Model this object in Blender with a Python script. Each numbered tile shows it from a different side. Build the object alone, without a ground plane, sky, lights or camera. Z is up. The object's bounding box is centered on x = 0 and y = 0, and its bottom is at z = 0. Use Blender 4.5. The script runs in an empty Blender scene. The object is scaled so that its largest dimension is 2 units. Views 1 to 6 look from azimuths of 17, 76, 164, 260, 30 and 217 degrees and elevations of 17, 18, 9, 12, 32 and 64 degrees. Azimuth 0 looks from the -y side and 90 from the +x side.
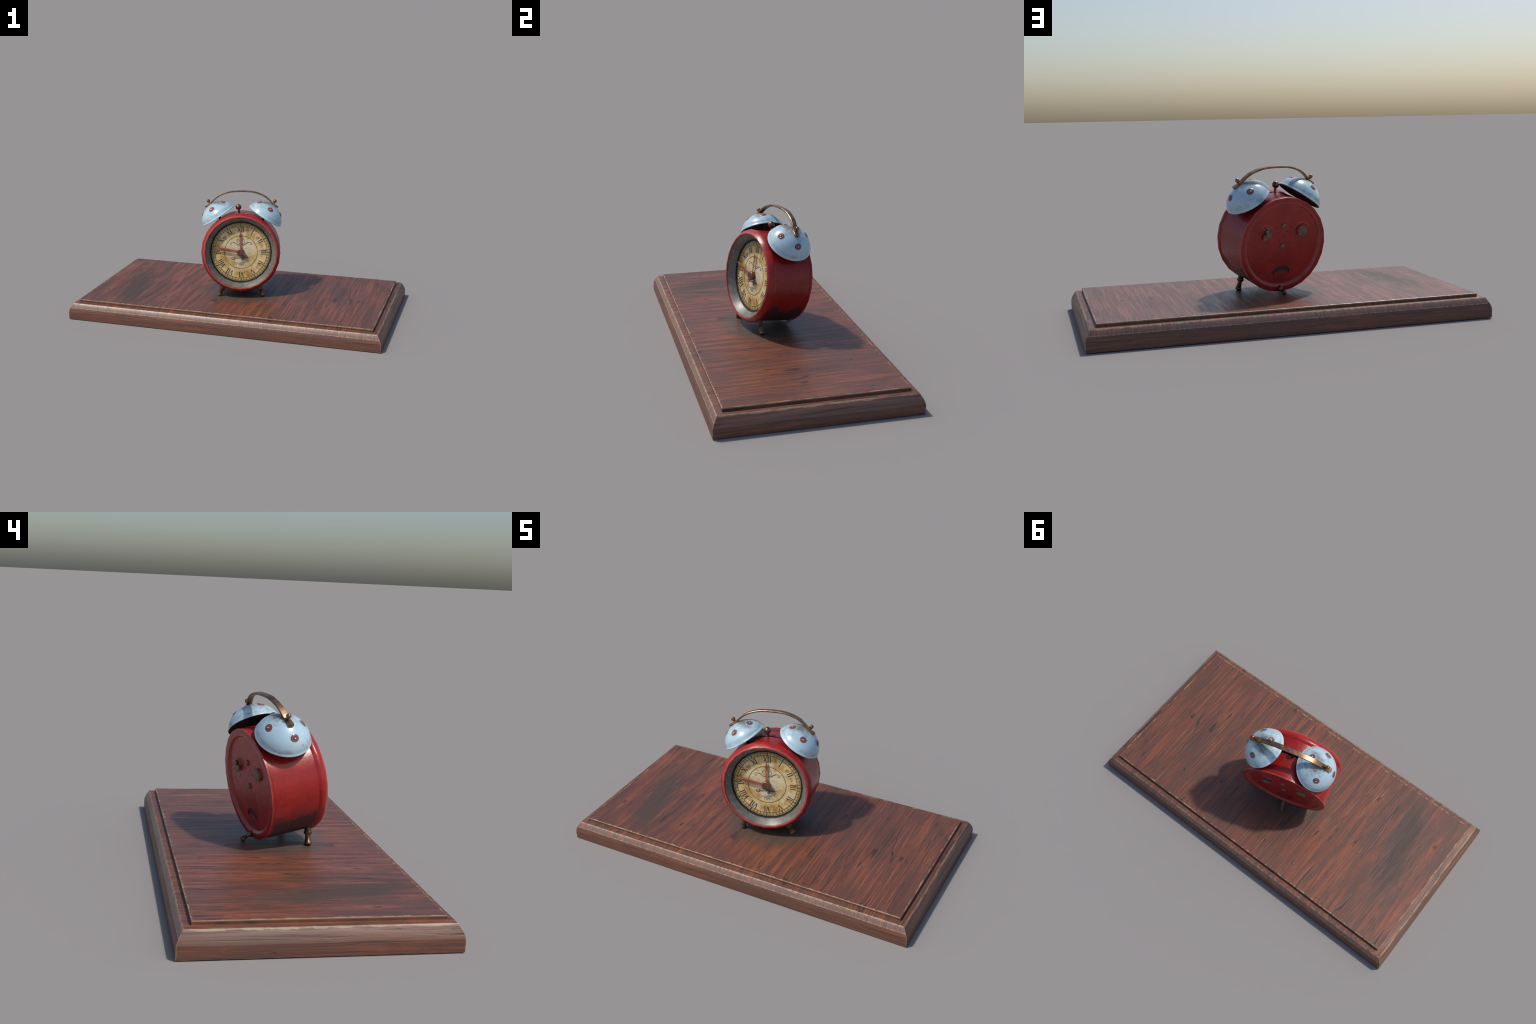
# Twin-bell alarm clock leaning back on three turned legs, standing on a moulded wooden board.
import bpy, bmesh, math, random
from math import sin, cos, pi, radians, hypot, atan2
from mathutils import Matrix, Vector

random.seed(7)

# ------------------------------------------------------------------ node helper
class Nodes:
    def __init__(self, name):
        self.mat = bpy.data.materials.new(name)
        self.mat.use_nodes = True
        self.t = self.mat.node_tree
        self.t.nodes.clear()
        self.out = self.t.nodes.new('ShaderNodeOutputMaterial')
        self.b = self.t.nodes.new('ShaderNodeBsdfPrincipled')
        self.t.links.new(self.b.outputs[0], self.out.inputs[0])
        tc = self.t.nodes.new('ShaderNodeTexCoord')
        self.obj = tc.outputs['Object']
        s = self.t.nodes.new('ShaderNodeSeparateXYZ')
        self.t.links.new(self.obj, s.inputs[0])
        self.x, self.y, self.z = s.outputs

    def put(self, sock, v):
        if isinstance(v, bpy.types.NodeSocket):
            self.t.links.new(v, sock)
        elif isinstance(v, (tuple, list)) and len(v) == 3 and sock.type == 'RGBA':
            sock.default_value = (*v, 1)
        else:
            sock.default_value = v

    def m(self, op, a, b=0.0, c=None):
        n = self.t.nodes.new('ShaderNodeMath')
        n.operation = op
        self.put(n.inputs[0], a)
        self.put(n.inputs[1], b)
        if c is not None:
            self.put(n.inputs[2], c)
        return n.outputs[0]

    def step(self, v, lo, hi, a=0.0, b=1.0):
        n = self.t.nodes.new('ShaderNodeMapRange')
        n.interpolation_type = 'SMOOTHSTEP'
        self.put(n.inputs[0], v)
        for i, q in enumerate((lo, hi, a, b)):
            self.put(n.inputs[1 + i], q)
        return n.outputs[0]

    def vec(self, x, y, z=0.0):
        n = self.t.nodes.new('ShaderNodeCombineXYZ')
        for i, q in enumerate((x, y, z)):
            self.put(n.inputs[i], q)
        return n.outputs[0]

    def scale(self, v, sx, sy, sz, loc=(0, 0, 0)):
        n = self.t.nodes.new('ShaderNodeMapping')
        self.put(n.inputs[0], v)
        n.inputs['Location'].default_value = loc
        n.inputs['Scale'].default_value = (sx, sy, sz)
        return n.outputs[0]

    def noise(self, v, s, detail=3.0, rough=0.55, dist=0.0):
        n = self.t.nodes.new('ShaderNodeTexNoise')
        self.put(n.inputs['Vector'], v)
        n.inputs['Scale'].default_value = s
        n.inputs['Detail'].default_value = detail
        n.inputs['Roughness'].default_value = rough
        n.inputs['Distortion'].default_value = dist
        return n.outputs[0]

    def voronoi(self, v, s, feature='F1'):
        n = self.t.nodes.new('ShaderNodeTexVoronoi')
        n.feature = feature
        self.put(n.inputs['Vector'], v)
        n.inputs['Scale'].default_value = s
        return n.outputs['Distance']

    def mix(self, f, a, b):
        n = self.t.nodes.new('ShaderNodeMix')
        n.data_type = 'RGBA'
        self.put(n.inputs[0], f)
        self.put(n.inputs[6], a)
        self.put(n.inputs[7], b)
        return n.outputs[2]

    def sel(self, f, a, b):
        n = self.t.nodes.new('ShaderNodeMix')
        n.data_type = 'FLOAT'
        self.put(n.inputs[0], f)
        self.put(n.inputs[2], a)
        self.put(n.inputs[3], b)
        return n.outputs[0]

    def ramp(self, f, stops):
        n = self.t.nodes.new('ShaderNodeValToRGB')
        self.put(n.inputs[0], f)
        e = n.color_ramp.elements
        while len(e) < len(stops):
            e.new(0.5)
        for k, (p, c) in zip(e, stops):
            k.position = p
            k.color = (*c, 1)
        return n.outputs[0]

    def bump(self, h, dist, strength=1.0):
        n = self.t.nodes.new('ShaderNodeBump')
        n.inputs['Strength'].default_value = strength
        n.inputs['Distance'].default_value = dist
        self.put(n.inputs['Height'], h)
        self.t.links.new(n.outputs[0], self.b.inputs['Normal'])

    def random(self):
        return self.t.nodes.new('ShaderNodeObjectInfo').outputs['Random']

    def done(self, color, rough=0.5, metal=0.0, spec=0.5):
        self.put(self.b.inputs['Base Color'], color)
        self.put(self.b.inputs['Roughness'], rough)
        self.put(self.b.inputs['Metallic'], metal)
        self.put(self.b.inputs['Specular IOR Level'], spec)
        return self.mat


# ------------------------------------------------------------------ wood
HX, HY = 1.0, 0.509           # outer half sizes of the board
PX, PY = 0.944, 0.454         # half sizes of the raised panel
TOP, LEDGE = 0.1190, 0.1010     # panel top, ledge
RIM_IN, RIM_Z = 0.026, 0.072  # chamfer inset, chamfer lower line

def wood(name, panel):
    n = Nodes(name)
    ax, ay = n.m('ABSOLUTE', n.x), n.m('ABSOLUTE', n.y)
    if panel:
        a, b = n.x, n.y
        end = side = None
    else:
        dx, dy = n.m('SUBTRACT', HX, ax), n.m('SUBTRACT', HY, ay)
        end = n.m('MULTIPLY', n.m('LESS_THAN', dx, dy), n.m('LESS_THAN', dx, RIM_IN + .0005))
        side = n.m('MULTIPLY', n.m('LESS_THAN', dy, dx), n.m('LESS_THAN', n.z, RIM_Z - .001))
        a = n.sel(end, n.sel(side, n.x, n.m('MULTIPLY', n.z, 2.6)), n.m('MULTIPLY', n.z, 2.2))
        b = n.sel(end, n.sel(side, n.y, n.x), n.y)
    # warped grain coordinates: a runs across the fibres, b along them
    slow = n.noise(n.vec(n.m('MULTIPLY', a, 2.6), n.m('MULTIPLY', b, .9), 3.1), 1.0, 2.0)
    fine = n.noise(n.vec(n.m('MULTIPLY', a, 14), n.m('MULTIPLY', b, 4), 8.1), 1.0, 2.0)
    aw = n.m('ADD', n.m('ADD', a, n.m('MULTIPLY', slow, 0.070)), n.m('MULTIPLY', fine, 0.009))
    # strand density changes across the plank: broad figure in some zones, fine lines in others
    zone = n.step(n.noise(n.vec(n.m('MULTIPLY', a, 2.3), n.m('MULTIPLY', b, .5), 5.5), 1.0, 1.0), .40, .60)
    coarse = n.noise(n.vec(n.m('MULTIPLY', aw, 32), n.m('MULTIPLY', b, 2.4)), 1.0, 3.0, .6)
    dense = n.noise(n.vec(n.m('MULTIPLY', aw, 105), n.m('MULTIPLY', b, 2.4), 4.0), 1.0, 2.0, .5)
    strand = n.sel(zone, n.sel(.18, coarse, dense), n.sel(.50, coarse, dense))
    mott = n.noise(n.vec(n.m('MULTIPLY', a, 95), n.m('MULTIPLY', b, 45), 2.0), 1.0, 4.0, .65)
    brk = n.noise(n.vec(n.m('MULTIPLY', a, 20), n.m('MULTIPLY', b, 9), 6.6), 1.0, 3.0, .6)
    g = n.m('ADD', n.m('ADD', n.m('MULTIPLY', strand, .70), n.m('MULTIPLY', mott, .14)), n.m('MULTIPLY', brk, .16))
    col = n.ramp(g, [(.35, (.080, .039, .029)), (.43, (.130, .050, .033)), (.495, (.180, .061, .035)),
                     (.545, (.238, .078, .040)), (.62, (.292, .095, .046))])
    # thin dark lines between the strands
    rid = n.m('ABSOLUTE', n.m('SUBTRACT', n.noise(n.vec(n.m('MULTIPLY', aw, 40), n.m('MULTIPLY', b, 1.3), 13.0), 1.0, 2.0, .5), .5))
    col = n.mix(n.m('MULTIPLY', n.step(rid, .005, .026, 1, 0), n.step(brk, .36, .56, .28, .80)), col, (.070, .037, .029))
    # runs of evenly spaced growth lines
    ph = n.m('MULTIPLY', n.m('ADD', aw, n.m('MULTIPLY', brk, .006)), 395.0)
    gl = n.m('MULTIPLY', n.step(n.m('SINE', ph), .15, .95), n.m('MULTIPLY', zone, n.step(brk, .36, .58, .15, .62)))
    col = n.mix(gl, col, (.080, .040, .031))
    # dull, desaturated cloudy zones
    cloud = n.noise(n.vec(n.m('MULTIPLY', a, 4.2), n.m('MULTIPLY', b, 1.6), 11.0), 1.0, 4.0, .6)
    dull = n.step(cloud, .48, .60)
    col = n.mix(n.m('MULTIPLY', dull, .55), col, (.102, .048, .035))
    # hairline splits along the fibres and short hooked checks across them
    line = n.m('ABSOLUTE', n.m('SUBTRACT', n.noise(n.vec(n.m('MULTIPLY', aw, 16), n.m('MULTIPLY', b, .9), 17.0), 1.0, 1.0), .5))
    hair = n.m('MULTIPLY', n.step(line, .005, .015, 1, 0), n.step(n.noise(n.vec(n.m('MULTIPLY', a, 3), n.m('MULTIPLY', b, 6), 2.2), 1.0, 2.0), .44, .52))
    wob = n.noise(n.vec(n.m('MULTIPLY', a, 40), n.m('MULTIPLY', b, 40), 1.0), 1.0, 3.0)
    wvec = n.vec(n.m('ADD', n.m('MULTIPLY', a, 8.5), n.m('MULTIPLY', wob, .16)),
                 n.m('ADD', n.m('MULTIPLY', b, 8.5), n.m('MULTIPLY', wob, -.22)), 0.5)
    vor = n.voronoi(wvec, 1.0)
    hook = n.m('MULTIPLY', n.step(n.m('ABSOLUTE', n.m('SUBTRACT', vor, .095)), .010, .030, 1, 0),
               n.step(n.noise(n.vec(n.m('MULTIPLY', a, 24), n.m('MULTIPLY', b, 24), 6.0), 1.0, 2.0), .50, .57))
    crack = n.m('MAXIMUM', n.m('MULTIPLY', hair, .8), n.m('MULTIPLY', hook, .75))
    col = n.mix(crack, col, (.040, .024, .019))
    rough = n.sel(n.step(g, .40, .60), .47, .37)
    tan, pale = (.36, .255, .155), (.30, .205, .17)
    tanv = n.noise(n.vec(n.m('MULTIPLY', n.x, 60), n.m('MULTIPLY', n.y, 14), n.m('MULTIPLY', n.z, 30)), 1.0, 3.0, .6)
    if panel:
        # one long dark stain running with the grain near the left end
        off = n.m('ADD', n.m('ADD', n.x, .725), n.m('MULTIPLY', n.y, .22))
        nz = n.noise(n.vec(n.m('MULTIPLY', n.x, 34), n.m('MULTIPLY', n.y, 4.0), 0), 1.0, 6.0, .75)
        dist = n.m('ADD', n.m('ABSOLUTE', off), n.m('MULTIPLY', n.m('SUBTRACT', nz, .5), .30))
        st = n.m('MULTIPLY', n.step(dist, .048, .100, 1, 0), n.step(n.m('ABSOLUTE', n.m('ADD', n.y, .11)), .16, .44, 1, .1))
        col = n.mix(n.m('MULTIPLY', st, .80), col, (.066, .043, .032))
        rough = n.m('ADD', rough, n.m('MULTIPLY', st, .2))
        # contact shade under the clock, painted into the panel colour as a grey patch
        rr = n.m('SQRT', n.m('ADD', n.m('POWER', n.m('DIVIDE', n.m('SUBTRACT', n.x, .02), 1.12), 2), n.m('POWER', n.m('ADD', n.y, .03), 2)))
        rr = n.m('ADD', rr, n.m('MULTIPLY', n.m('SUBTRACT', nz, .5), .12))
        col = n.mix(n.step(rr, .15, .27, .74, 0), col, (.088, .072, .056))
        d = n.m('MINIMUM', n.m('SUBTRACT', PX, ax), n.m('SUBTRACT', PY, ay))
        w = n.m('ADD', .0012, n.m('MULTIPLY', n.step(tanv, .44, .66), .0068))
        e = n.m('MULTIPLY', n.step(n.m('SUBTRACT', d, w), -.0015, .0012, 1, 0), n.step(n.z, TOP - .008, TOP - .002))
        low = n.step(n.z, LEDGE + .002, LEDGE + .0035, 1, 0)
        e = n.m('MAXIMUM', n.m('MULTIPLY', e, .85), n.m('MULTIPLY', low, .4))
        col = n.mix(e, col, tan)
    else:
        dxy = n.m('MINIMUM', dx, dy)
        # chamfer bleached pale between two tan worn lines (long sides)
        longside = n.m('LESS_THAN', dy, dx)
        onch = n.m('MULTIPLY', n.step(n.z, RIM_Z - .001, RIM_Z + .001), n.step(dxy, RIM_IN - .001, RIM_IN + .0005, 1, 0))
        streak = n.noise(n.vec(n.m('MULTIPLY', a, 120), n.m('MULTIPLY', b, 6), 1.0), 1.0, 3.0, .6)
        patch = n.step(n.noise(n.vec(n.m('MULTIPLY', n.x, 2.0), n.m('MULTIPLY', n.y, 2.0), 9), 1.0, 2.0), .30, .55, .45, .9)
        pl = n.m('MULTIPLY', n.m('MULTIPLY', onch, longside), n.m('MULTIPLY', n.step(streak, .34, .52, .35, 1), patch))
        col = n.mix(n.m('MULTIPLY', pl, .52), col, pale)
        # bleached upper half of the short ends
        zw = n.m('ADD', n.z, n.m('MULTIPLY', n.m('SUBTRACT', streak, .5), .020))
        pe = n.m('MULTIPLY', n.m('MULTIPLY', end, n.step(zw, .046, .054)), n.step(strand, .38, .52, .08, 1))
        col = n.mix(n.m('MULTIPLY', pe, .52), col, (.215, .138, .100))
        flank = n.m('MAXIMUM', side, n.m('MULTIPLY', end, n.step(n.z, .05, .045)))
        col = n.mix(n.m('MULTIPLY', flank, .28), col, (.098, .052, .037))
        # tan lines: chamfer edges, mitres, bottom arris
        wv = n.m('ADD', .0012, n.m('MULTIPLY', n.step(tanv, .40, .68), .0030))
        l1 = n.m('LESS_THAN', n.m('ABSOLUTE', n.m('SUBTRACT', dxy, RIM_IN - .001)), wv)
        l2 = n.m('MULTIPLY', longside, n.m('LESS_THAN', n.m('ABSOLUTE', n.m('SUBTRACT', n.z, RIM_Z + .001)), n.m('MULTIPLY', wv, .8)))
        l3 = n.m('MULTIPLY', n.m('LESS_THAN', n.m('ABSOLUTE', n.m('SUBTRACT', dx, dy)), n.m('MULTIPLY', wv, .8)), n.m('LESS_THAN', dxy, RIM_IN))
        l4 = n.m('MULTIPLY', n.m('LESS_THAN', n.z, n.m('MULTIPLY', wv, .8)), .6)
        ln = n.m('MAXIMUM', n.m('MAXIMUM', l1, l2), n.m('MAXIMUM', l3, l4))
        col = n.mix(n.m('MULTIPLY', ln, n.step(tanv, .30, .55, .25, .85)), col, tan)
        rough = n.sel(pl, n.m('ADD', rough, .08), .36)
    h = n.m('SUBTRACT', n.m('ADD', n.m('MULTIPLY', strand, 1.0), n.m('MULTIPLY', mott, .35)), n.m('MULTIPLY', crack, .5))
    n.bump(n.m('SUBTRACT', h, n.m('MULTIPLY', gl, .25)), .0012, .8)
    return n.done(col, rough, 0, .6)


# ------------------------------------------------------------------ clock materials
def red_paint(name, grime=False, wear=None):
    n = Nodes(name)
    v = n.obj
    big = n.noise(v, 9, 4, .6)
    col = n.mix(n.step(big, .35, .65), (.262, .0095, .0080), (.330, .0135, .0110)) if grime else n.mix(n.step(big, .35, .65), (.300, .0105, .0090), (.375, .0150, .0125))
    # pale scuffs
    sc = n.noise(n.scale(v, 26, 90, 26), 1.0, 4, .65)
    col = n.mix(n.m('MULTIPLY', n.step(sc, .58, .72), .22), col, (.42, .10, .085))
    # dark chips
    ch = n.noise(n.scale(v, 60, 60, 46), 1.0, 4, .7)
    zone = n.noise(v, 7, 2, .5)
    chip = n.m('MULTIPLY', n.step(ch, .57, .63), n.step(zone, .47, .57))
    rough = n.sel(n.step(big, .35, .65), .24, .34)
    if grime:
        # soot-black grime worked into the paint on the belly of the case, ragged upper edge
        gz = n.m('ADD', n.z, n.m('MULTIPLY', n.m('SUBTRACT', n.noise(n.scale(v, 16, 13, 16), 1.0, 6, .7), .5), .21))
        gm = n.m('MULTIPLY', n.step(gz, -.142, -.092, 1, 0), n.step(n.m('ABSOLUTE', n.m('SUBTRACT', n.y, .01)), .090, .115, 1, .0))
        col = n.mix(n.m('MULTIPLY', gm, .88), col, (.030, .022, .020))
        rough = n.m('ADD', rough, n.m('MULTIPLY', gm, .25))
        up = n.step(gz, -.15, .02, .9, .25)
        chip = n.m('MULTIPLY', chip, up)
    col = n.mix(n.m('MULTIPLY', chip, .8 if grime else .65), col, (.030, .009, .008))
    if wear:
        # rubbed rims: paler paint along the arrises at radius r, depth s
        rad = n.m('SQRT', n.m('ADD', n.m('POWER', n.x, 2), n.m('POWER', n.z, 2)))
        wn = n.noise(v, 30, 3, .6)
        acc = None
        for r, s in wear:
            dd = n.m('MAXIMUM', n.m('ABSOLUTE', n.m('SUBTRACT', rad, r)), n.m('ABSOLUTE', n.m('SUBTRACT', n.y, s)))
            k = n.step(n.m('ADD', dd, n.m('MULTIPLY', n.m('SUBTRACT', wn, .5), .006)), .0028, .0055, 1, 0)
            acc = k if acc is None else n.m('MAXIMUM', acc, k)
        col = n.mix(n.m('MULTIPLY', acc, .42), col, (.44, .14, .12))
    n.bump(n.m('ADD', n.noise(v, 55, 4, .6), n.m('MULTIPLY', chip, -1.2)), .0022, .35)
    return n.done(col, rough, 0, .5)

def bell_enamel():
    n = Nodes('pale_blue_enamel')
    rnd = n.m('MULTIPLY', n.random(), 3.0)
    v = n.vec(n.x, n.y, n.m('ADD', n.z, rnd))
    base = n.mix(n.step(n.noise(v, 16, 4), .35, .65), (.435, .610, .705), (.500, .675, .755))
    # brown-grey rust bloom on the half turned to the hammer
    dd = n.m('SQRT', n.m('ADD', n.m('POWER', n.m('ADD', n.x, .045), 2), n.m('POWER', n.m('MULTIPLY', n.y, .8), 2)))
    bl = n.m('ADD', dd, n.m('MULTIPLY', n.m('SUBTRACT', n.noise(v, 24, 6, .7), .5), .15))
    bm = n.step(bl, .016, .074, 1, 0)
    base = n.mix(n.m('MULTIPLY', bm, .86), base, n.mix(n.step(n.noise(v, 45, 4, .6), .40, .62), (.115, .105, .088), (.27, .25, .205)))
    # scattered soft smudges, thin rusty veins, pin specks
    sm = n.step(n.noise(v, 14, 3, .5), .62, .74)
    base = n.mix(n.m('MULTIPLY', sm, .6), base, (.17, .16, .15))
    mo = n.step(n.noise(v, 34, 5, .7), .42, .68)
    base = n.mix(n.m('MULTIPLY', mo, .16), base, (.33, .40, .43))
    ringd = n.m('MULTIPLY', n.m('MULTIPLY', n.step(n.z, .010, .014), n.step(n.z, .016, .034, 1, 0)), n.step(n.noise(v, 20, 4, .6), .42, .62))
    base = n.mix(n.m('MULTIPLY', ringd, .5), base, (.20, .21, .20))
    ve = n.m('ABSOLUTE', n.m('SUBTRACT', n.noise(v, 13, 2, .5), .5))
    vm = n.m('MULTIPLY', n.step(ve, .004, .016, 1, 0), n.step(n.noise(v, 9.5, 2), .56, .64))
    base = n.mix(n.m('MULTIPLY', vm, .55), base, (.24, .20, .15))
    sp = n.m('MULTIPLY', n.step(n.noise(v, 170, 2, .6), .66, .70), n.step(n.noise(v, 18, 3), .50, .62))
    base = n.mix(n.m('MULTIPLY', sp, .85), base, (.035, .03, .03))
    # rubbed lip
    lip = n.m('MULTIPLY', n.step(n.z, .004, .010, 1, 0), .25)
    base = n.mix(lip, base, (.62, .76, .82))
    n.bump(n.noise(v, 40, 3), .0015, .25)
    return n.done(base, n.sel(bm, .20, .32), 0.08, .6)

def rosette_paint():
    n = Nodes('painted_rosette')
    r = n.m('MULTIPLY', n.m('SQRT', n.m('ADD', n.m('POWER', n.x, 2), n.m('POWER', n.y, 2))), 50.0)
    r = n.m('ADD', r, n.m('MULTIPLY', n.m('SUBTRACT', n.noise(n.obj, 160, 2), .5), .06))
    c = n.ramp(r, [(.0, (.52, .66, .76)), (.13, (.40, .50, .58)), (.25, (.05, .035, .04)), (.37, (.07, .035, .035)), (.43, (.29, .075, .058)),
                   (.74, (.29, .075, .058)), (.81, (.060, .042, .050)), (.90, (.075, .068, .08)), (.99, (.40, .58, .69))])  # dark outer ring: shadow of the sunken edge baked into the ramp
    return n.done(c, .3, .0, .5)

def bronze(name, c1, c2, rough=.32, metal=.9):
    n = Nodes(name)
    a = n.noise(n.obj, 34, 5, .65)
    col = n.mix(n.step(a, .38, .66), c1, c2)
    sp = n.step(n.noise(n.obj, 130, 2), .64, .70)
    col = n.mix(n.m('MULTIPLY', sp, .5), col, (.50, .30, .18))
    n.bump(n.noise(n.obj, 120, 3), .0008, .3)
    return n.done(col, n.sel(a, rough - .08, rough + .14), metal, .5)

def plain(name, c, rough=.5, metal=0.0, var=.25, s=60):
    n = Nodes(name)
    k = n.noise(n.obj, s, 4, .6)
    col = n.mix(n.step(k, .35, .65), tuple(q * (1 - var) for q in c), tuple(min(1, q * (1 + var)) for q in c))
    return n.done(col, rough, metal, .5)

def dial_paper():
    n = Nodes('aged_dial_paper')
    v = n.obj
    rad = n.m('SQRT', n.m('ADD', n.m('POWER', n.x, 2), n.m('POWER', n.z, 2)))
    a = n.noise(v, 16, 5, .65)
    col = n.ramp(a, [(.36, (.47, .275, .080)), (.46, (.60, .42, .165)), (.56, (.69, .53, .265)), (.68, (.74, .64, .41))])
    # rusty foxing towards the edge, bleached middle
    fox = n.m('MULTIPLY', n.step(n.noise(n.scale(v, 1, 1, 1, (.7, 0, .2)), 22, 4, .6), .54, .66), n.step(rad, .09, .15))
    col = n.mix(n.m('MULTIPLY', fox, .9), col, (.36, .155, .030))
    mid = n.m('MULTIPLY', n.step(n.m('ADD', rad, n.m('MULTIPLY', n.m('SUBTRACT', a, .5), -.14)), .03, .11, 1, 0), .62)
    col = n.mix(mid, col, (.74, .68, .54))
    col = n.mix(n.step(rad, .164, .170, 0, .6), col, (.44, .29, .09))
    # blue-grey mildew spots
    ml = n.m('MULTIPLY', n.step(n.noise(n.scale(v, 1, 1, 1, (.31, 0, .9)), 30, 5, .7), .60, .68), .5)
    col = n.mix(ml, col, (.30, .29, .26))
    # ink blot below the hub
    bx, bz = n.m('SUBTRACT', n.x, .020), n.m('ADD', n.z, .032)
    bd = n.m('SQRT', n.m('ADD', n.m('POWER', n.m('MULTIPLY', bx, .9), 2), n.m('POWER', bz, 2)))
    bd = n.m('ADD', bd, n.m('MULTIPLY', n.m('SUBTRACT', n.noise(v, 48, 5, .7), .5), .06))
    col = n.mix(n.step(bd, .006, .022, .75, 0), col, (.06, .056, .056))
    b2 = n.m('SQRT', n.m('ADD', n.m('POWER', n.m('SUBTRACT', n.x, .004), 2), n.m('POWER', n.m('MULTIPLY', n.m('ADD', n.z, .075), 1.3), 2)))
    b2 = n.m('ADD', b2, n.m('MULTIPLY', n.m('SUBTRACT', n.noise(v, 85, 4, .7), .5), .075))
    col = n.mix(n.step(b2, .008, .024, .6, 0), col, (.14, .135, .13))
    # hair cracks
    ck = n.m('MULTIPLY', n.step(n.m('ABSOLUTE', n.m('SUBTRACT', n.noise(n.scale(v, 1, 1, 1, (.1, 0, .5)), 15, 2), .5)), .002, .007, 1, 0),
             n.step(n.noise(v, 11, 2), .56, .60))
    col = n.mix(n.m('MULTIPLY', ck, .6), col, (.16, .13, .11))
    return n.done(col, .62, 0, .35)

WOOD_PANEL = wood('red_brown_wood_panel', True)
WOOD_BASE = wood('red_brown_wood_moulding', False)
RED_CASE = red_paint('red_enamel_case', True)
RED_RIM = red_paint('red_enamel_bezel', False, [(.2332, -.1386), (.2266, -.1386)])
RED_BACK = red_paint('red_enamel_back', False, [(.2475, .130), (.2186, .130), (.2105, .121)])
BLUE = bell_enamel()
ROSE = rosette_paint()
BRONZE = bronze('worn_bronze', (.20, .115, .072), (.37, .225, .140), .32)
BRONZE_DK = bronze('dark_bronze', (.13, .075, .05), (.28, .17, .11), .36)
COPPER = bronze('copper_hands', (.36, .125, .070), (.45, .165, .098), .45, .35)
HUB = bronze('hub_copper', (.15, .075, .052), (.30, .15, .10), .36, .75)
COPPER_DK = plain('dark_copper_inlay', (.16, .045, .030), .55)
BRASS = plain('dull_brass', (.195, .118, .064), .55, .15, .35, 90)
DARK = plain('soot_black', (.012, .011, .011), .7)
INK = plain('printing_ink', (.028, .027, .026), .6)
INK_SOFT = plain('faded_printing_ink', (.085, .082, .068), .65)
ORANGE = plain('orange_paint', (.55, .065, .020), .45)
MARK = plain('grey_green_stamp', (.045, .050, .040), .6)
def steel_grey():
    n = Nodes('dull_zinc')
    a = n.noise(n.obj, 26, 5, .6)
    col = n.mix(n.step(a, .35, .65), (.130, .126, .107), (.190, .186, .160))
    sp = n.step(n.noise(n.obj, 75, 2), .70, .73)
    col = n.mix(sp, col, (.5, .5, .48))
    n.bump(n.noise(n.obj, 90, 3), .001, .3)
    return n.done(col, n.sel(a, .30, .52), .12, .5)
ZINC = steel_grey()

# ------------------------------------------------------------------ mesh helpers
def mesh_from(name, verts, faces, mats, smooth=30, fmat=None):
    me = bpy.data.meshes.new(name)
    me.from_pydata([tuple(v) for v in verts], [], faces)
    bm = bmesh.new()
    bm.from_mesh(me)
    bmesh.ops.remove_doubles(bm, verts=bm.verts, dist=1e-6)
    bmesh.ops.recalc_face_normals(bm, faces=bm.faces)
    bm.to_mesh(me)
    bm.free()
    for mt in (mats if isinstance(mats, (list, tuple)) else [mats]):
        me.materials.append(mt)
    if fmat:
        for p in me.polygons:
            p.material_index = fmat(p)
    if smooth:
        me.polygons.foreach_set('use_smooth', [True] * len(me.polygons))
        me.set_sharp_from_angle(angle=radians(smooth))
    me.update()
    return me

def lathe(profile, n, axis='z', phase=0.0, closed=False):
    """revolve (height, radius) pairs; poles where radius is 0"""
    V, F, rings = [], [], []
    for h, r in profile:
        k = 1 if r < 1e-7 else n
        rings.append((len(V), k))
        for i in range(k):
            t = phase + 2 * pi * i / n
            c, s = r * cos(t), r * sin(t)
            V.append((c, s, h) if axis == 'z' else (c, h, s))
    pairs = list(zip(rings, rings[1:])) + ([(rings[-1], rings[0])] if closed else [])
    for (a, ka), (b, kb) in pairs:
        for i in range(n):
            j = (i + 1) % n
            if ka == 1 and kb == 1:
                continue
            if ka == 1:
                F.append((a, b + i, b + j))
            elif kb == 1:
                F.append((a + i, b, a + j))
            else:
                F.append((a + i, b + i, b + j, a + j))
    return V, F

def prism(outline, y0, y1):
    """closed outline of (x, z) points extruded between two depths"""
    n = len(outline)
    V = [(x, y0, z) for x, z in outline] + [(x, y1, z) for x, z in outline]
    F = [tuple(range(n)), tuple(range(2 * n - 1, n - 1, -1))]
    F += [(i, (i + 1) % n, n + (i + 1) % n, n + i) for i in range(n)]
    return V, F

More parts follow.
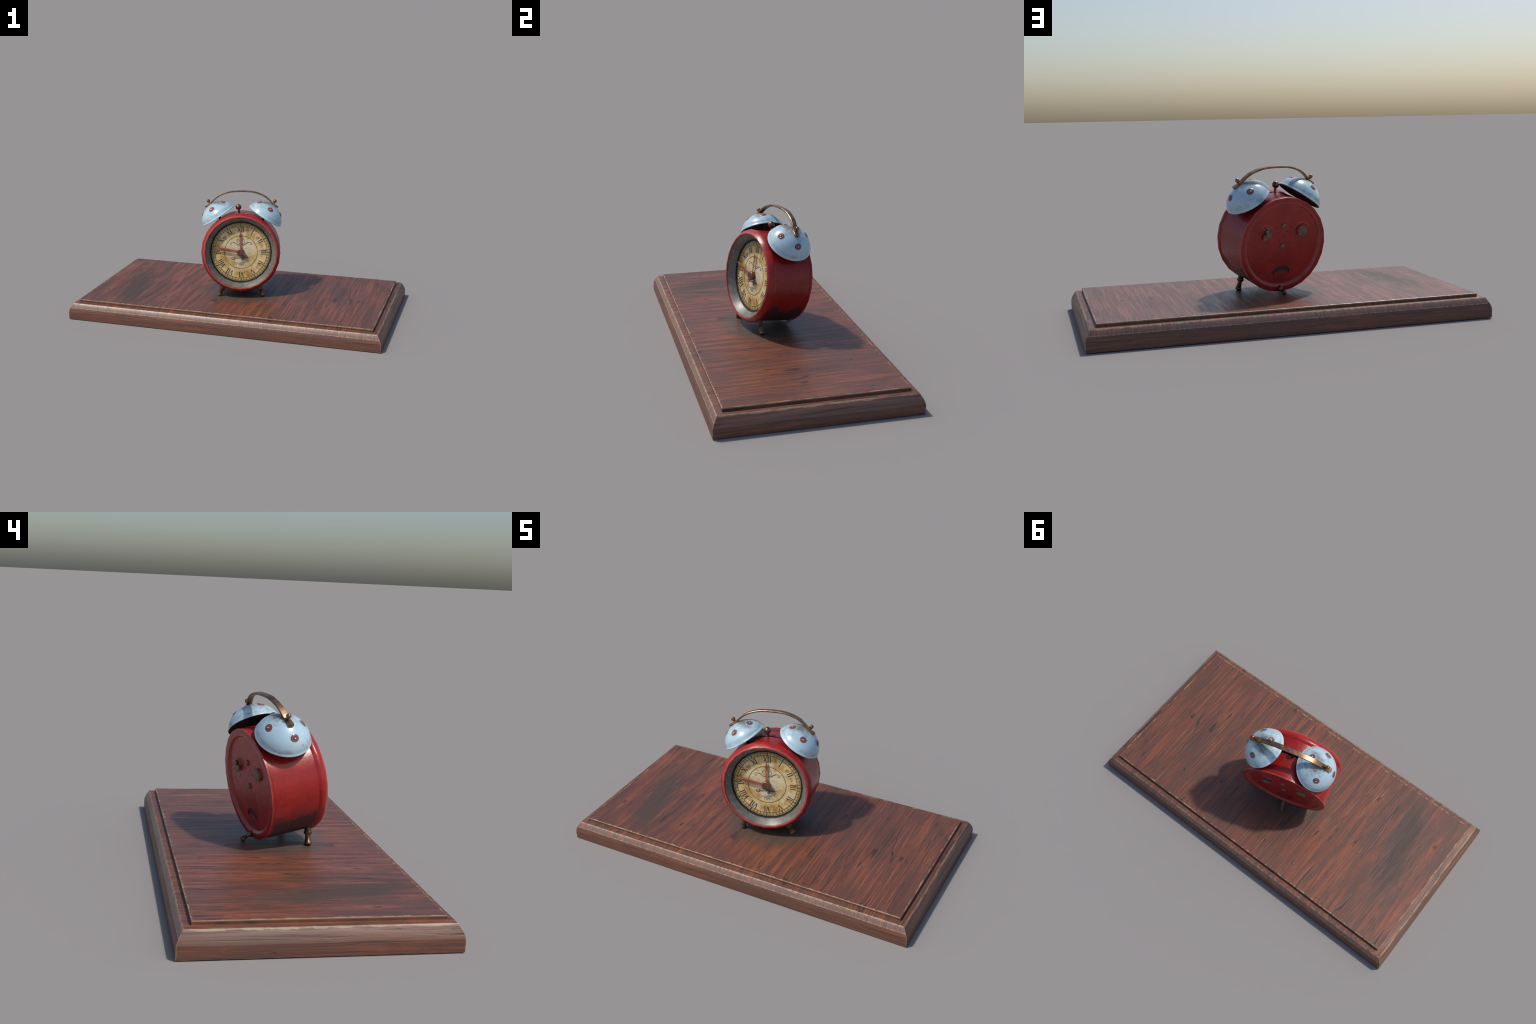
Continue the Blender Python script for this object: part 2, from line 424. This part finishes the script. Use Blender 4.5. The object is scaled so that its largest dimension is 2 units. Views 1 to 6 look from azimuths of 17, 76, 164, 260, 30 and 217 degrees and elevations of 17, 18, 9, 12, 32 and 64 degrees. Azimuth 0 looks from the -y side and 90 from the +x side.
def stroke(pts, w, y0, y1):
    """flat pen stroke following (x, z) points, width w or function of 0..1"""
    n = len(pts)
    L, R = [], []
    for i, (x, z) in enumerate(pts):
        xa, za = pts[max(i - 1, 0)]
        xb, zb = pts[min(i + 1, n - 1)]
        d = hypot(xb - xa, zb - za) or 1
        nx, nz = -(zb - za) / d, (xb - xa) / d
        h = (w(i / (n - 1)) if callable(w) else w) / 2
        L.append((x + nx * h, z + nz * h))
        R.append((x - nx * h, z - nz * h))
    V = [(x, y, z) for y in (y0, y1) for x, z in L + R]
    F, m = [], 2 * n
    for i in range(n - 1):
        F += [(i, i + 1, n + i + 1, n + i), (m + i, m + n + i, m + n + i + 1, m + i + 1),
              (i, m + i, m + i + 1, i + 1), (n + i, n + i + 1, m + n + i + 1, m + n + i)]
    F += [(0, n, m + n, m), (n - 1, m + n - 1, m + 2 * n - 1, 2 * n - 1)]
    return V, F

def join(parts):
    V, F = [], []
    for v, f in parts:
        o = len(V)
        V += v
        F += [tuple(i + o for i in q) for q in f]
    return V, F

def spline(ctrl, per=8):
    out = []
    P = [ctrl[0]] + list(ctrl) + [ctrl[-1]]
    for i in range(1, len(P) - 2):
        for k in range(per):
            t = k / per
            out.append(tuple(.5 * ((2 * b) + (-a + c) * t + (2 * a - 5 * b + 4 * c - d) * t * t + (-a + 3 * b - 3 * c + d) * t ** 3)
                             for a, b, c, d in zip(P[i - 1], P[i], P[i + 1], P[i + 2])))
    out.append(tuple(ctrl[-1]))
    return out

WORLD = {}
def empty(name, mat, label, category):
    o = bpy.data.objects.new(name, None)
    o.empty_display_size = .1
    bpy.context.collection.objects.link(o)
    o.matrix_basis = mat
    o["label"], o["category"] = label, category
    WORLD[o] = mat
    return o

def add(name, me, parent, mat):
    o = bpy.data.objects.new(name, me)
    bpy.context.collection.objects.link(o)
    o.parent = parent
    o.matrix_basis = WORLD[parent].inverted() @ mat
    WORLD[o] = mat
    return o

# ------------------------------------------------------------------ the board
board = empty('wooden_board', Matrix.Identity(4), 'long red-brown wooden board with moulded worn edges', 'wooden board')

def stacked_frame(levels, per_x, per_y):
    """rectangular rings (half_x, half_y, z) joined upwards, closed top and bottom"""
    V, F = [], []
    n = 2 * (per_x + per_y)
    for hx, hy, z in levels:
        for i in range(per_x):
            V.append((-hx + 2 * hx * i / per_x, -hy, z))
        for i in range(per_y):
            V.append((hx, -hy + 2 * hy * i / per_y, z))
        for i in range(per_x):
            V.append((hx - 2 * hx * i / per_x, hy, z))
        for i in range(per_y):
            V.append((-hx, hy - 2 * hy * i / per_y, z))
    for k in range(len(levels) - 1):
        for i in range(n):
            j = (i + 1) % n
            F.append((k * n + i, k * n + j, (k + 1) * n + j, (k + 1) * n + i))
    F.append(tuple(range(n - 1, -1, -1)))
    F.append(tuple(range((len(levels) - 1) * n, len(levels) * n)))
    return V, F

base_levels = [(HX - .002, HY - .002, 0), (HX, HY, .002), (HX - .0004, HY - .0004, .046), (HX - .0032, HY - .0032, .058), (HX - .0085, HY - .0085, RIM_Z),
               (HX - .0245, HY - .0245, LEDGE - .0022), (HX - .0265, HY - .0265, LEDGE - .0006), (HX - .029, HY - .029, LEDGE),
               (PX - .03, PY - .03, LEDGE)]
add('moulded_base', mesh_from('moulded_base', *stacked_frame(base_levels, 40, 20), WOOD_BASE, 24), board, Matrix.Identity(4))
panel_levels = [(PX - .001, PY - .001, LEDGE - .004), (PX, PY, TOP - .003), (PX - .0008, PY - .0008, TOP - .0010), (PX - .0028, PY - .0028, TOP)]
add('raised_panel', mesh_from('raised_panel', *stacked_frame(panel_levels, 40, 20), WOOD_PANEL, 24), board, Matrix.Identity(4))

# ------------------------------------------------------------------ clock frame
YAW, TILT = radians(14.5), radians(-8.8)
CENTRE = Vector((.0012, -.0019, .3923))
M = Matrix.Translation(CENTRE) @ Matrix.Rotation(YAW, 4, 'Z') @ Matrix.Rotation(TILT, 4, 'X')
clock = empty('alarm_clock', Matrix.Translation((0, 0, TOP)) @ Matrix.Rotation(YAW, 4, 'Z'),
              'old red twin-bell alarm clock with pale blue bells and roman dial', 'alarm clock')
SEG = 24
R_CASE = .2462

# case: drum wall with the hammer slot left open on top
SLOT_A, SLOT_B = -.0115, -.0005
prof = [(.122, .2440), (.1190, .2440), (.1165, R_CASE), (.060, R_CASE), (SLOT_B, R_CASE), (SLOT_A, R_CASE), (-.050, R_CASE), (-.092, R_CASE)]
V, F = lathe(prof, SEG, 'y')
keep = []
for f in F:
    cx = sum(V[i][0] for i in f) / 4
    cy = sum(V[i][1] for i in f) / 4
    cz = sum(V[i][2] for i in f) / 4
    if cz > 0 and SLOT_A < cy < SLOT_B and abs(atan2(cx, cz)) < radians(30):
        continue
    keep.append(f)
case = add('case', mesh_from('case', V, keep, RED_CASE, 32), clock, M)

# dark well below the slot
arc = [radians(a) for a in (-30, -15, 0, 15, 30)]
V, F = [], []
for a in arc:
    for r, s in ((R_CASE - .0005, SLOT_A), (R_CASE - .03, SLOT_A), (R_CASE - .03, SLOT_B), (R_CASE - .0005, SLOT_B)):
        V.append((r * sin(a), s, r * cos(a)))
for i in range(len(arc) - 1):
    for k in range(3):
        F.append((4 * i + k, 4 * i + k + 1, 4 * i + 5 + k, 4 * i + 4 + k))
F += [(0, 1, 2, 3), (16, 17, 18, 19)]
add('hammer_slot', mesh_from('hammer_slot', V, F, DARK, 0), case, M)

# bezel: rolled red ring in front
bez = [(-.088, .2455), (-.0925, .2466), (-.0985, .2500), (-.1060, .2522), (-.1130, .2516), (-.1230, .2482), (-.1384, .2334),
       (-.1394, .2324), (-.1394, .2274), (-.1388, .2264), (-.1330, .2256), (-.1325, .2232)]
bezel = add('bezel', mesh_from('bezel', *lathe(bez, SEG, 'y'), RED_RIM, 28), clock, M)
cone = [(-.1335, .2256), (-.1323, .2240), (-.092, .1950), (-.0905, .1940)]
add('reflector_ring', mesh_from('reflector_ring', *lathe(cone, SEG, 'y'), ZINC, 30), clock, M)

# ------------------------------------------------------------------ dial
DIAL = -.0905
dial = add('dial', mesh_from('dial', *lathe([(DIAL, .1965), (DIAL, 0)], 96, 'y'), dial_paper(), 0), clock, M)
INK0, INK1 = DIAL + .0002, DIAL - .0006
def ring(r0, r1, n=96):
    return lathe([(INK0, r0), (INK1, r0), (INK1, r1), (INK0, r1)], n, 'y', 0, True)
add('dial_border', mesh_from('dial_border', *lathe([(INK0, .1872), (INK1 - .0002, .1872), (INK1 - .0002, .1940), (-.0965, .1975), (-.0960, .1990)], 24, 'y'), DARK, 0), dial, M)
track = [ring(.1802, .1824), ring(.1648, .1670)]
for i in range(60):
    a = 2 * pi * i / 60
    big = i % 5 == 0
    r0, r1, w = (.164, .186, .0042) if big else (.166, .1815, .0021)
    track.append(stroke([(r0 * sin(a), r0 * cos(a)), (r1 * sin(a), r1 * cos(a))], w, INK0, INK1 - (.0002 if big else .0001)))
o = add('minute_track', mesh_from('minute_track', *join(track), INK, 0), dial, M)
o["kind"] = "stuff"
add('chapter_ring', mesh_from('chapter_ring', *ring(.1036, .1064), INK_SOFT, 0), dial, M)

# roman numerals from broad and thin pen strokes with serifs, heads pointing outwards
NH, THICK, THIN = .0325, .0044, .0024
def glyph(ch):
    h = NH / 2
    if ch == 'I':
        return [[(0, -h), (0, h), THICK], [(-.0038, -h + .0006), (.0038, -h + .0006), .0012], [(-.0038, h - .0006), (.0038, h - .0006), .0012]], .0114
    if ch == 'V':
        return [[(-.0085, h), (0, -h), THICK], [(.0085, h), (0, -h), THIN], [(-.0120, h - .0006), (-.0050, h - .0006), .0012],
                [(.0055, h - .0006), (.0115, h - .0006), .0012]], .0205
    return [[(-.0090, h), (.0090, -h), THICK], [(.0090, h), (-.0090, -h), THIN], [(-.0125, h - .0006), (-.0058, h - .0006), .0012],
            [(.0058, h - .0006), (.0122, h - .0006), .0012], [(-.0122, -h + .0006), (-.0058, -h + .0006), .0012],
            [(.0058, -h + .0006), (.0125, -h + .0006), .0012]], .0215
for hour, word in enumerate(('XII', 'I', 'II', 'III', 'IV', 'V', 'VI', 'VII', 'VIII', 'IX', 'X', 'XI')):
    a = 2 * pi * hour / 12
    widths = [glyph(c)[1] for c in word]
    u = -sum(widths) / 2
    parts, k = [], 0
    for c, w in zip(word, widths):
        for p, q, t in glyph(c)[0]:
            pts = []
            for x, z in (p, q):
                x, z = x + u + w / 2, z + .1442
                pts.append((x * cos(a) + z * sin(a), -x * sin(a) + z * cos(a)))
            parts.append(stroke(pts, t, INK0, INK1 - .00003 * k))
            k += 1
        u += w
    add('numeral', mesh_from('numeral', *join(parts), INK, 0), dial, M)

# scrollwork above the hub
scroll = []
for sgn in (-1, 1):
    for pts, w in (([(.006, .050), (.020, .048), (.032, .054), (.044, .062), (.056, .064), (.066, .058), (.067, .050), (.061, .048), (.058, .053)], .0019),
                   ([(.008, .046), (.022, .050), (.036, .058), (.050, .0615), (.040, .062), (.028, .054)], .0016),
                   ([(.004, .062), (.012, .056), (.022, .060), (.026, .070), (.020, .080), (.011, .080), (.009, .073), (.014, .070)], .0018),
                   ([(.004, .052), (.012, .044), (.020, .044), (.024, .048)], .0010)):
        scroll.append(stroke([(sgn * x, z) for x, z in spline(pts, 6)], w, INK0, INK1 - .0001 * len(scroll) * .3))
add('scroll_ornament', mesh_from('scroll_ornament', *join(scroll), INK_SOFT, 0), dial, M)
low = []
for sgn in (-1, 1):
    low.append(stroke([(sgn * x, z) for x, z in spline([(.002, -.066), (.010, -.072), (.018, -.068), (.026, -.074), (.032, -.080), (.026, -.085)], 5)], .0012, INK0, INK1))
    low.append(stroke([(sgn * x, z) for x, z in spline([(.003, -.084), (.010, -.078), (.016, -.082), (.012, -.088)], 5)], .0012, INK0, INK1 - .0001))
add('scroll_ornament', mesh_from('scroll_ornament_low', *join(low), INK_SOFT, 0), dial, M)
# worn line of script lettering
pen = [(-.050, -.030), (-.058, -.036), (-.057, -.045), (-.049, -.048), (-.041, -.044), (-.043, -.036), (-.050, -.037), (-.050, -.043)]
script = [stroke(spline(pen, 6), lambda t: .0018 + .0022 * sin(pi * t), INK0, INK1)]
pen = [(-.036, -.029), (-.041, -.032), (-.035, -.037), (-.038, -.042), (-.043, -.042)]
script.append(stroke(spline(pen, 6), .0022, INK0, INK1 - .0001))
pen = []
for i in range(34):
    t = i / 33
    pen.append((-.036 + .080 * t + .0016 * sin(i * 1.9), -.0385 + .004 * t + .0036 * cos(i * 1.55) * (1 - .5 * t)))
script.append(stroke(spline(pen, 4), .0022, INK0, INK1 - .0002))
script.append(stroke(spline([(.012, -.036), (.014, -.046), (.009, -.053), (.006, -.049), (.016, -.042)], 5), .0018, INK0, INK1 - .0003))
script.append(stroke([(.036, -.0345), (.058, -.0335)], .0014, INK0, INK1 - .0003))
add('script_lettering', mesh_from('script_lettering', *join(script), INK, 0), dial, M)

# ------------------------------------------------------------------ hands and hub
def hand(profile, s, thick, angle):
    """half widths along the hand; a raised middle ridge; angle clockwise from twelve"""
    V, F = [], []
    n = len(profile)
    for u, w in profile:
        for x, y in ((-w, s), (0, s - thick), (w, s), (0, s + thick * .6)):
            V.append((x * cos(angle) + u * sin(angle), y, -x * sin(angle) + u * cos(angle)))
    for i in range(n - 1):
        for k in range(4):
            F.append((4 * i + k, 4 * i + (k + 1) % 4, 4 * i + 4 + (k + 1) % 4, 4 * i + 4 + k))
    F += [(0, 1, 2, 3), tuple(4 * (n - 1) + k for k in range(4))]
    return V, F
H_ANG, M_ANG = radians(-1.0), radians(-80.0)
hour = add('hour_hand', mesh_from('hour_hand', *hand([(.010, .0062), (.03, .0060), (.060, .0054), (.088, .0048), (.0935, .0066), (.0990, .0100), (.1040, .0108), (.1100, .0085),
    (.1200, .0046), (.1290, .0028), (.1380, .0008)], -.0995, .0012, H_ANG), COPPER, 25), clock, M)
minute = add('minute_hand', mesh_from('minute_hand', *hand([(.010, .0088), (.030, .0088), (.050, .0086), (.075, .0100), (.1, .0110), (.120, .0104), (.140, .0082),
    (.158, .0050), (.1770, .0010)], -.1065, .0012, M_ANG), COPPER, 25), clock, M)
def inlay(pts, s, angle):
    out = [(u, w) for u, w in pts] + [(u, -w) for u, w in reversed(pts[1:-1])]
    return prism([(w * cos(angle) + u * sin(angle), -w * sin(angle) + u * cos(angle)) for u, w in out], s, s - .0010)
add('hand_inlay', mesh_from('hand_inlay', *inlay([(.062, 0), (.085, .0024), (.105, .0030), (.125, .0020), (.140, 0)], -.1072, M_ANG), COPPER_DK, 0), minute, M)
add('hand_inlay', mesh_from('hand_inlay', *inlay([(.094, 0), (.1025, .0042), (.117, 0)], -.1002, H_ANG), COPPER_DK, 0), hour, M)
hubp = [(DIAL, .021), (-.100, .0215), (-.103, .0235), (-.106, .0250), (-.111, .0250), (-.1145, .0235), (-.1165, .0205), (-.1165, .0180), (-.1150, .0172), (-.1150, .0142),
        (-.1180, .0132), (-.1180, .0095), (-.1162, .0086), (-.1162, .0058), (-.1185, .0050), (-.1190, 0)]
add('hand_hub', mesh_from('hand_hub', *lathe(hubp, 40, 'y'), HUB, 35), clock, M)

# ------------------------------------------------------------------ back cover
PLATE = .1205
lip = [(.1160, .2400), (.1185, .2472), (.1280, .2478), (.1300, .2468), (.1306, .2450), (.1306, .2200), (.1300, .2184), (.1225, .2115), (PLATE, .2095)]
V1, F1 = lathe(lip, SEG, 'y')
# plate with the crescent regulator window: fill between polar ring and window outline
win = []
for i in range(13):
    t = -1 + i / 6
    x = .0500 * t
    win.append((x, -.1745 + (.0625 ** 2 - x * x) ** .5))
for i in range(13):
    t = 1 - i / 6
    x = .0500 * t
    win.append((x, -.2095 + (.0725 ** 2 - x * x) ** .5))
bm = bmesh.new()
ov = [bm.verts.new((.2095 * cos(2 * pi * i / SEG), PLATE, .2095 * sin(2 * pi * i / SEG))) for i in range(SEG)]
iv = [bm.verts.new((x, PLATE, z)) for x, z in win]
ed = [bm.edges.new((l[i], l[(i + 1) % len(l)])) for l in (ov, iv) for i in range(len(l))]
bmesh.ops.triangle_fill(bm, edges=ed, use_beauty=True, use_dissolve=False)
bm.verts.ensure_lookup_table()
bm.verts.index_update()
V2 = [tuple(v.co) for v in bm.verts]
F2 = [tuple(v.index for v in f.verts) for f in bm.faces]
bm.free()
# window reveal
n = len(win)
V3 = [(x, PLATE, z) for x, z in win] + [(x, PLATE - .005, z) for x, z in win]
F3 = [(i, (i + 1) % n, n + (i + 1) % n, n + i) for i in range(n)]
back = add('back_cover', mesh_from('back_cover', *join([(V1, F1), (V2, F2), (V3, F3)]), RED_BACK, 28), clock, M)
V, F = prism([(-.06, -.105), (.06, -.105), (.06, -.17), (-.06, -.17)], PLATE - .0045, PLATE - .0080)
add('regulator_window', mesh_from('regulator_window', V, F, plain('dark_window', (.022, .026, .028), .5), 0), back, M)

def disc(name, x, z, r, y0, y1, mat, parent, n=28):
    b = min(.0016, r * .15)
    me = mesh_from(name, *lathe([(y0, r), (y1 - b, r), (y1 - b * .3, r - b * .3), (y1, r - b), (y1, 0)], n, 'y'), mat, 40)
    return add(name, me, parent, M @ Matrix.Translation((x, 0, z)))
disc('arbor_cap', .001, .0965, .0135, PLATE - .002, PLATE + .007, BRASS, back, 16)
disc('arbor_cap', .001, -.0090, .0135, PLATE - .002, PLATE + .007, BRASS, back, 16)
disc('setting_knob', -.1075, .0668, .0285, PLATE - .002, PLATE + .0120, BRASS, back, 24)
key = disc('winding_key', .0975, .0770, .0215, PLATE - .002, PLATE + .0055, BRASS, back, 20)
disc('key_stem', .1015, .0775, .0105, PLATE + .004, PLATE + .0190, BRASS, key, 16)
out = []
for i in range(48):     # bone-shaped thumb plate
    t = 2 * pi * i / 48
    r = .0125 + .0145 * abs(cos(t)) ** 2.0
    x, z = r * cos(t) * 1.0, r * sin(t) * .95
    out.append((x * cos(.5) - z * sin(.5), x * sin(.5) + z * cos(.5)))
out = [(x, -z) for x, z in out]
V, F = prism(out, PLATE + .0085, PLATE + .0150)
add('key_thumb_plate', mesh_from('key_thumb_plate', V, F, BRASS, 30), key, M @ Matrix.Translation((.0985, 0, .0540)))
add('key_shadow_disc', mesh_from('key_shadow_disc', *lathe([(PLATE + .0040, .0150), (PLATE + .0110, .0150), (PLATE + .0110, 0)], 20, 'y'), DARK, 30), key, M @ Matrix.Translation((.1010, 0, .0755)))  # black disc modelled for the shadow round the key stem

def halo(x, z, r, a0, a1):
    pts = [(x + r * cos(radians(a0 + (a1 - a0) * i / 28)), z + r * sin(radians(a0 + (a1 - a0) * i / 28))) for i in range(29)]
    return stroke(pts, lambda t: .0016 + .0040 * sin(pi * t) ** .5, PLATE - .0004, PLATE + .0010)
add('painted_arc', mesh_from('painted_arc', *halo(.0972, .0765, .0305, 5, 195), ORANGE, 0), back, M)
add('painted_arc', mesh_from('painted_arc', *halo(-.1078, .0668, .0450, 8, 172), ORANGE, 0), back, M)
V, F = prism([(.014, -.1700), (.000, -.1700), (.000, -.1640), (-.015, -.1725), (.000, -.1810), (.000, -.1750), (.014, -.1750)], PLATE - .0004, PLATE + .0008)
add('arrow_mark', mesh_from('arrow_mark', V, F, MARK, 0), back, M)

# ------------------------------------------------------------------ bells
LEAN = radians(33.3)
bell_out = [(-.0022, .1200), (-.0012, .1212), (.0012, .1217), (.0036, .1208), (.0070, .1178), (.0110, .1166), (.0200, .1140), (.0310, .1085), (.0420, .1010), (.0525, .0915), (.0620, .0803),
            (.0700, .0685), (.0775, .0555), (.0838, .0412), (.0888, .0265), (.0920, .0130), (.0930, 0)]
bell_in = [(h - .004, max(r - .003, 0)) for h, r in bell_out[3:]]
bell_in = [(.0060, .1140), (.0130, .1040), (.0200, .0880), (.0255, .0630), (.0285, .0330), (.0300, 0)]
Vo, Fo = lathe(bell_out, 44)
Vi, Fi = lathe([(-.0022, .1200), (-.0010, .1172)] + bell_in, 44)
me_bell = mesh_from('bell', *join([(Vo, Fo), (Vi, Fi)]), [BLUE, DARK], 45)
# inner faces are those whose centre lies inside the outer profile
def outer_r(h):
    for (h0, r0), (h1, r1) in zip(bell_out[3:], bell_out[4:]):
        if h0 <= h <= h1:
            return r0 + (r1 - r0) * (h - h0) / (h1 - h0)
    return .1208
for p in me_bell.polygons:
    rr = hypot(p.center.x, p.center.y)
    p.material_index = 1 if (rr < outer_r(p.center.z) - .0019 and p.center.z < .0320) else 0
# rosettes: domed buttons with a ring, following the curve of the bell
rose_prof = []
for r, h in ((.0212, -.0006), (.0195, .0003), (.0180, .0003), (.0165, .0012), (.0140, .0020), (.0110, .0020), (.0088, .0010), (.0076, .0006), (.0066, .0016), (.0046, .0032), (.0022, .0040), (0, .0042)):
    rose_prof.append((h - r * r / (2 * .105), r))
me_rose = mesh_from('rosette', *lathe(rose_prof, 28), ROSE, 50)
me_post = mesh_from('bell_post', *lathe([(-.030, .0095), (.0360, .0095), (.0360, 0)], 16), DARK, 30)
knob = [(-.012, .0105), (-.0035, .0105), (-.0035, .0080), (.0050, .0080), (.0060, .0062), (.0092, .0058), (.0110, .0075)]
for i in range(9):
    a = radians(-50 + 140 * i / 8)
    knob.append((.0215 + .0112 * sin(a), .0112 * cos(a) if i < 8 else 0))
me_knob = mesh_from('handle_knob', *lathe(knob, 24), BRONZE, 45)
for sgn in (1, -1):
    B = M @ Matrix.Translation((sgn * .1500, .0095 - sgn * .0013, .2210)) @ Matrix.Rotation(sgn * LEAN, 4, 'Y') @ Matrix.Rotation(radians(1.7), 4, 'X')
    if sgn < 0:
        B = B @ Matrix.Rotation(pi, 4, 'Z')
    bell = add('bell', me_bell, clock, B)
    for k in range(4):
        a = k * pi / 2 + (-.05, .05, .32, .05)[k] * sgn
        r0, z0 = (.0795, .0626) if k != 2 else (.0825, .0603)
        nrm = Vector((.70 * cos(a), .70 * sin(a), .714)).normalized()
        q = nrm.to_track_quat('Z', 'Y').to_matrix().to_4x4()
        add('rosette', me_rose, bell, B @ Matrix.Translation(Vector((r0 * cos(a), r0 * sin(a), z0)) + nrm * .0006) @ q)
    add('bell_post', me_post, bell, B)
    add('handle_knob', me_knob, clock, M @ Matrix.Translation((sgn * .2030, .0052 - sgn * .0022, .3005)) @ Matrix.Rotation(sgn * LEAN, 4, 'Y'))

# ------------------------------------------------------------------ handle: bent strap
half = [(.2345, .2805), (.2150, .2925), (.1990, .3040), (.1805, .3240), (.1545, .3462), (.1230, .3625), (.0700, .3777), (.0, .3817)]
ctrl = [(-x, z) for x, z in half] + [(x, z) for x, z in reversed(half[:-1])]
path = spline(ctrl, 6)
V, F = [], []
sec = [(-.0140, -.0036), (-.0122, -.0056), (.0122, -.0056), (.0140, -.0036), (.0140, .0018), (.0118, .0040), (-.0118, .0040), (-.0140, .0018)]
np_ = len(path)
for i, (x, z) in enumerate(path):
    xa, za = path[max(i - 1, 0)]
    xb, zb = path[min(i + 1, np_ - 1)]
    d = hypot(xb - xa, zb - za)
    nx, nz = -(zb - za) / d, (xb - xa) / d
    e = min(i, np_ - 1 - i)
    wide = (.62, .80, .92, .96)[e] if e < 4 else 1.0
    for w, t in sec:
        V.append((x + nx * t, .0045 + .13 * (z - .295) - .012 * x + w * wide, z + nz * t))   # the bow leans back a little
k = len(sec)
for i in range(np_ - 1):
    for j in range(k):
        F.append((k * i + j, k * i + (j + 1) % k, k * i + k + (j + 1) % k, k * i + k + j))
F += [tuple(range(k)), tuple(range(k * (np_ - 1), k * np_))]
add('handle', mesh_from('handle', V, F, BRONZE, 35), clock, M)

# ------------------------------------------------------------------ hammer
ball_c, foot_c = Vector((-.0192, -.0145, .2812)), Vector((-.0130, -.0060, .2300))
ax = (ball_c - foot_c)
L = ax.length
hp = [(0, .0068), (L - .026, .0060), (L - .015, .0058)]
for i in range(12):
    a = radians(-66 + 156 * i / 11)
    hp.append((L + .0186 * sin(a), .0186 * cos(a) if i < 11 else 0))
add('hammer', mesh_from('hammer', *lathe(hp, 28), BRONZE_DK, 50), clock, M @ Matrix.Translation(foot_c) @ ax.normalized().to_track_quat('Z', 'Y').to_matrix().to_4x4())

# ------------------------------------------------------------------ legs (t runs from case to foot)
leg_prof = [(-.020, .0145), (.0165, .0150), (.0180, .0155), (.0180, .0172), (.0200, .0184), (.0240, .0184), (.0275, .0165), (.0320, .0125), (.0380, .0112), (.0460, .0116),
            (.0570, .0136), (.0665, .0160), (.0675, .0166), (.0735, .0164), (.0765, .0146), (.0775, .0120), (.0775, 0)]
me_leg = mesh_from('leg', *lathe(leg_prof, 24), BRONZE_DK, 40)
def leg(foot, top, sxy, length):
    d = (foot - top).normalized()
    q = d.to_track_quat('Z', 'Y').to_matrix().to_4x4()
    s = Matrix.Diagonal((sxy, sxy, length / .0775, 1))
    add('leg', me_leg, clock, M @ Matrix.Translation(foot - d * length) @ q @ s)
for sgn in (1, -1):
    leg(Vector((sgn * .1410, -.0660, -.2842)), Vector((sgn * .1180, -.0845, -.2240)), 1.0, .0775)
leg(Vector((.0060, .1825, -.2435)), Vector((.0085, .1352, -.2275)), .72, .062)
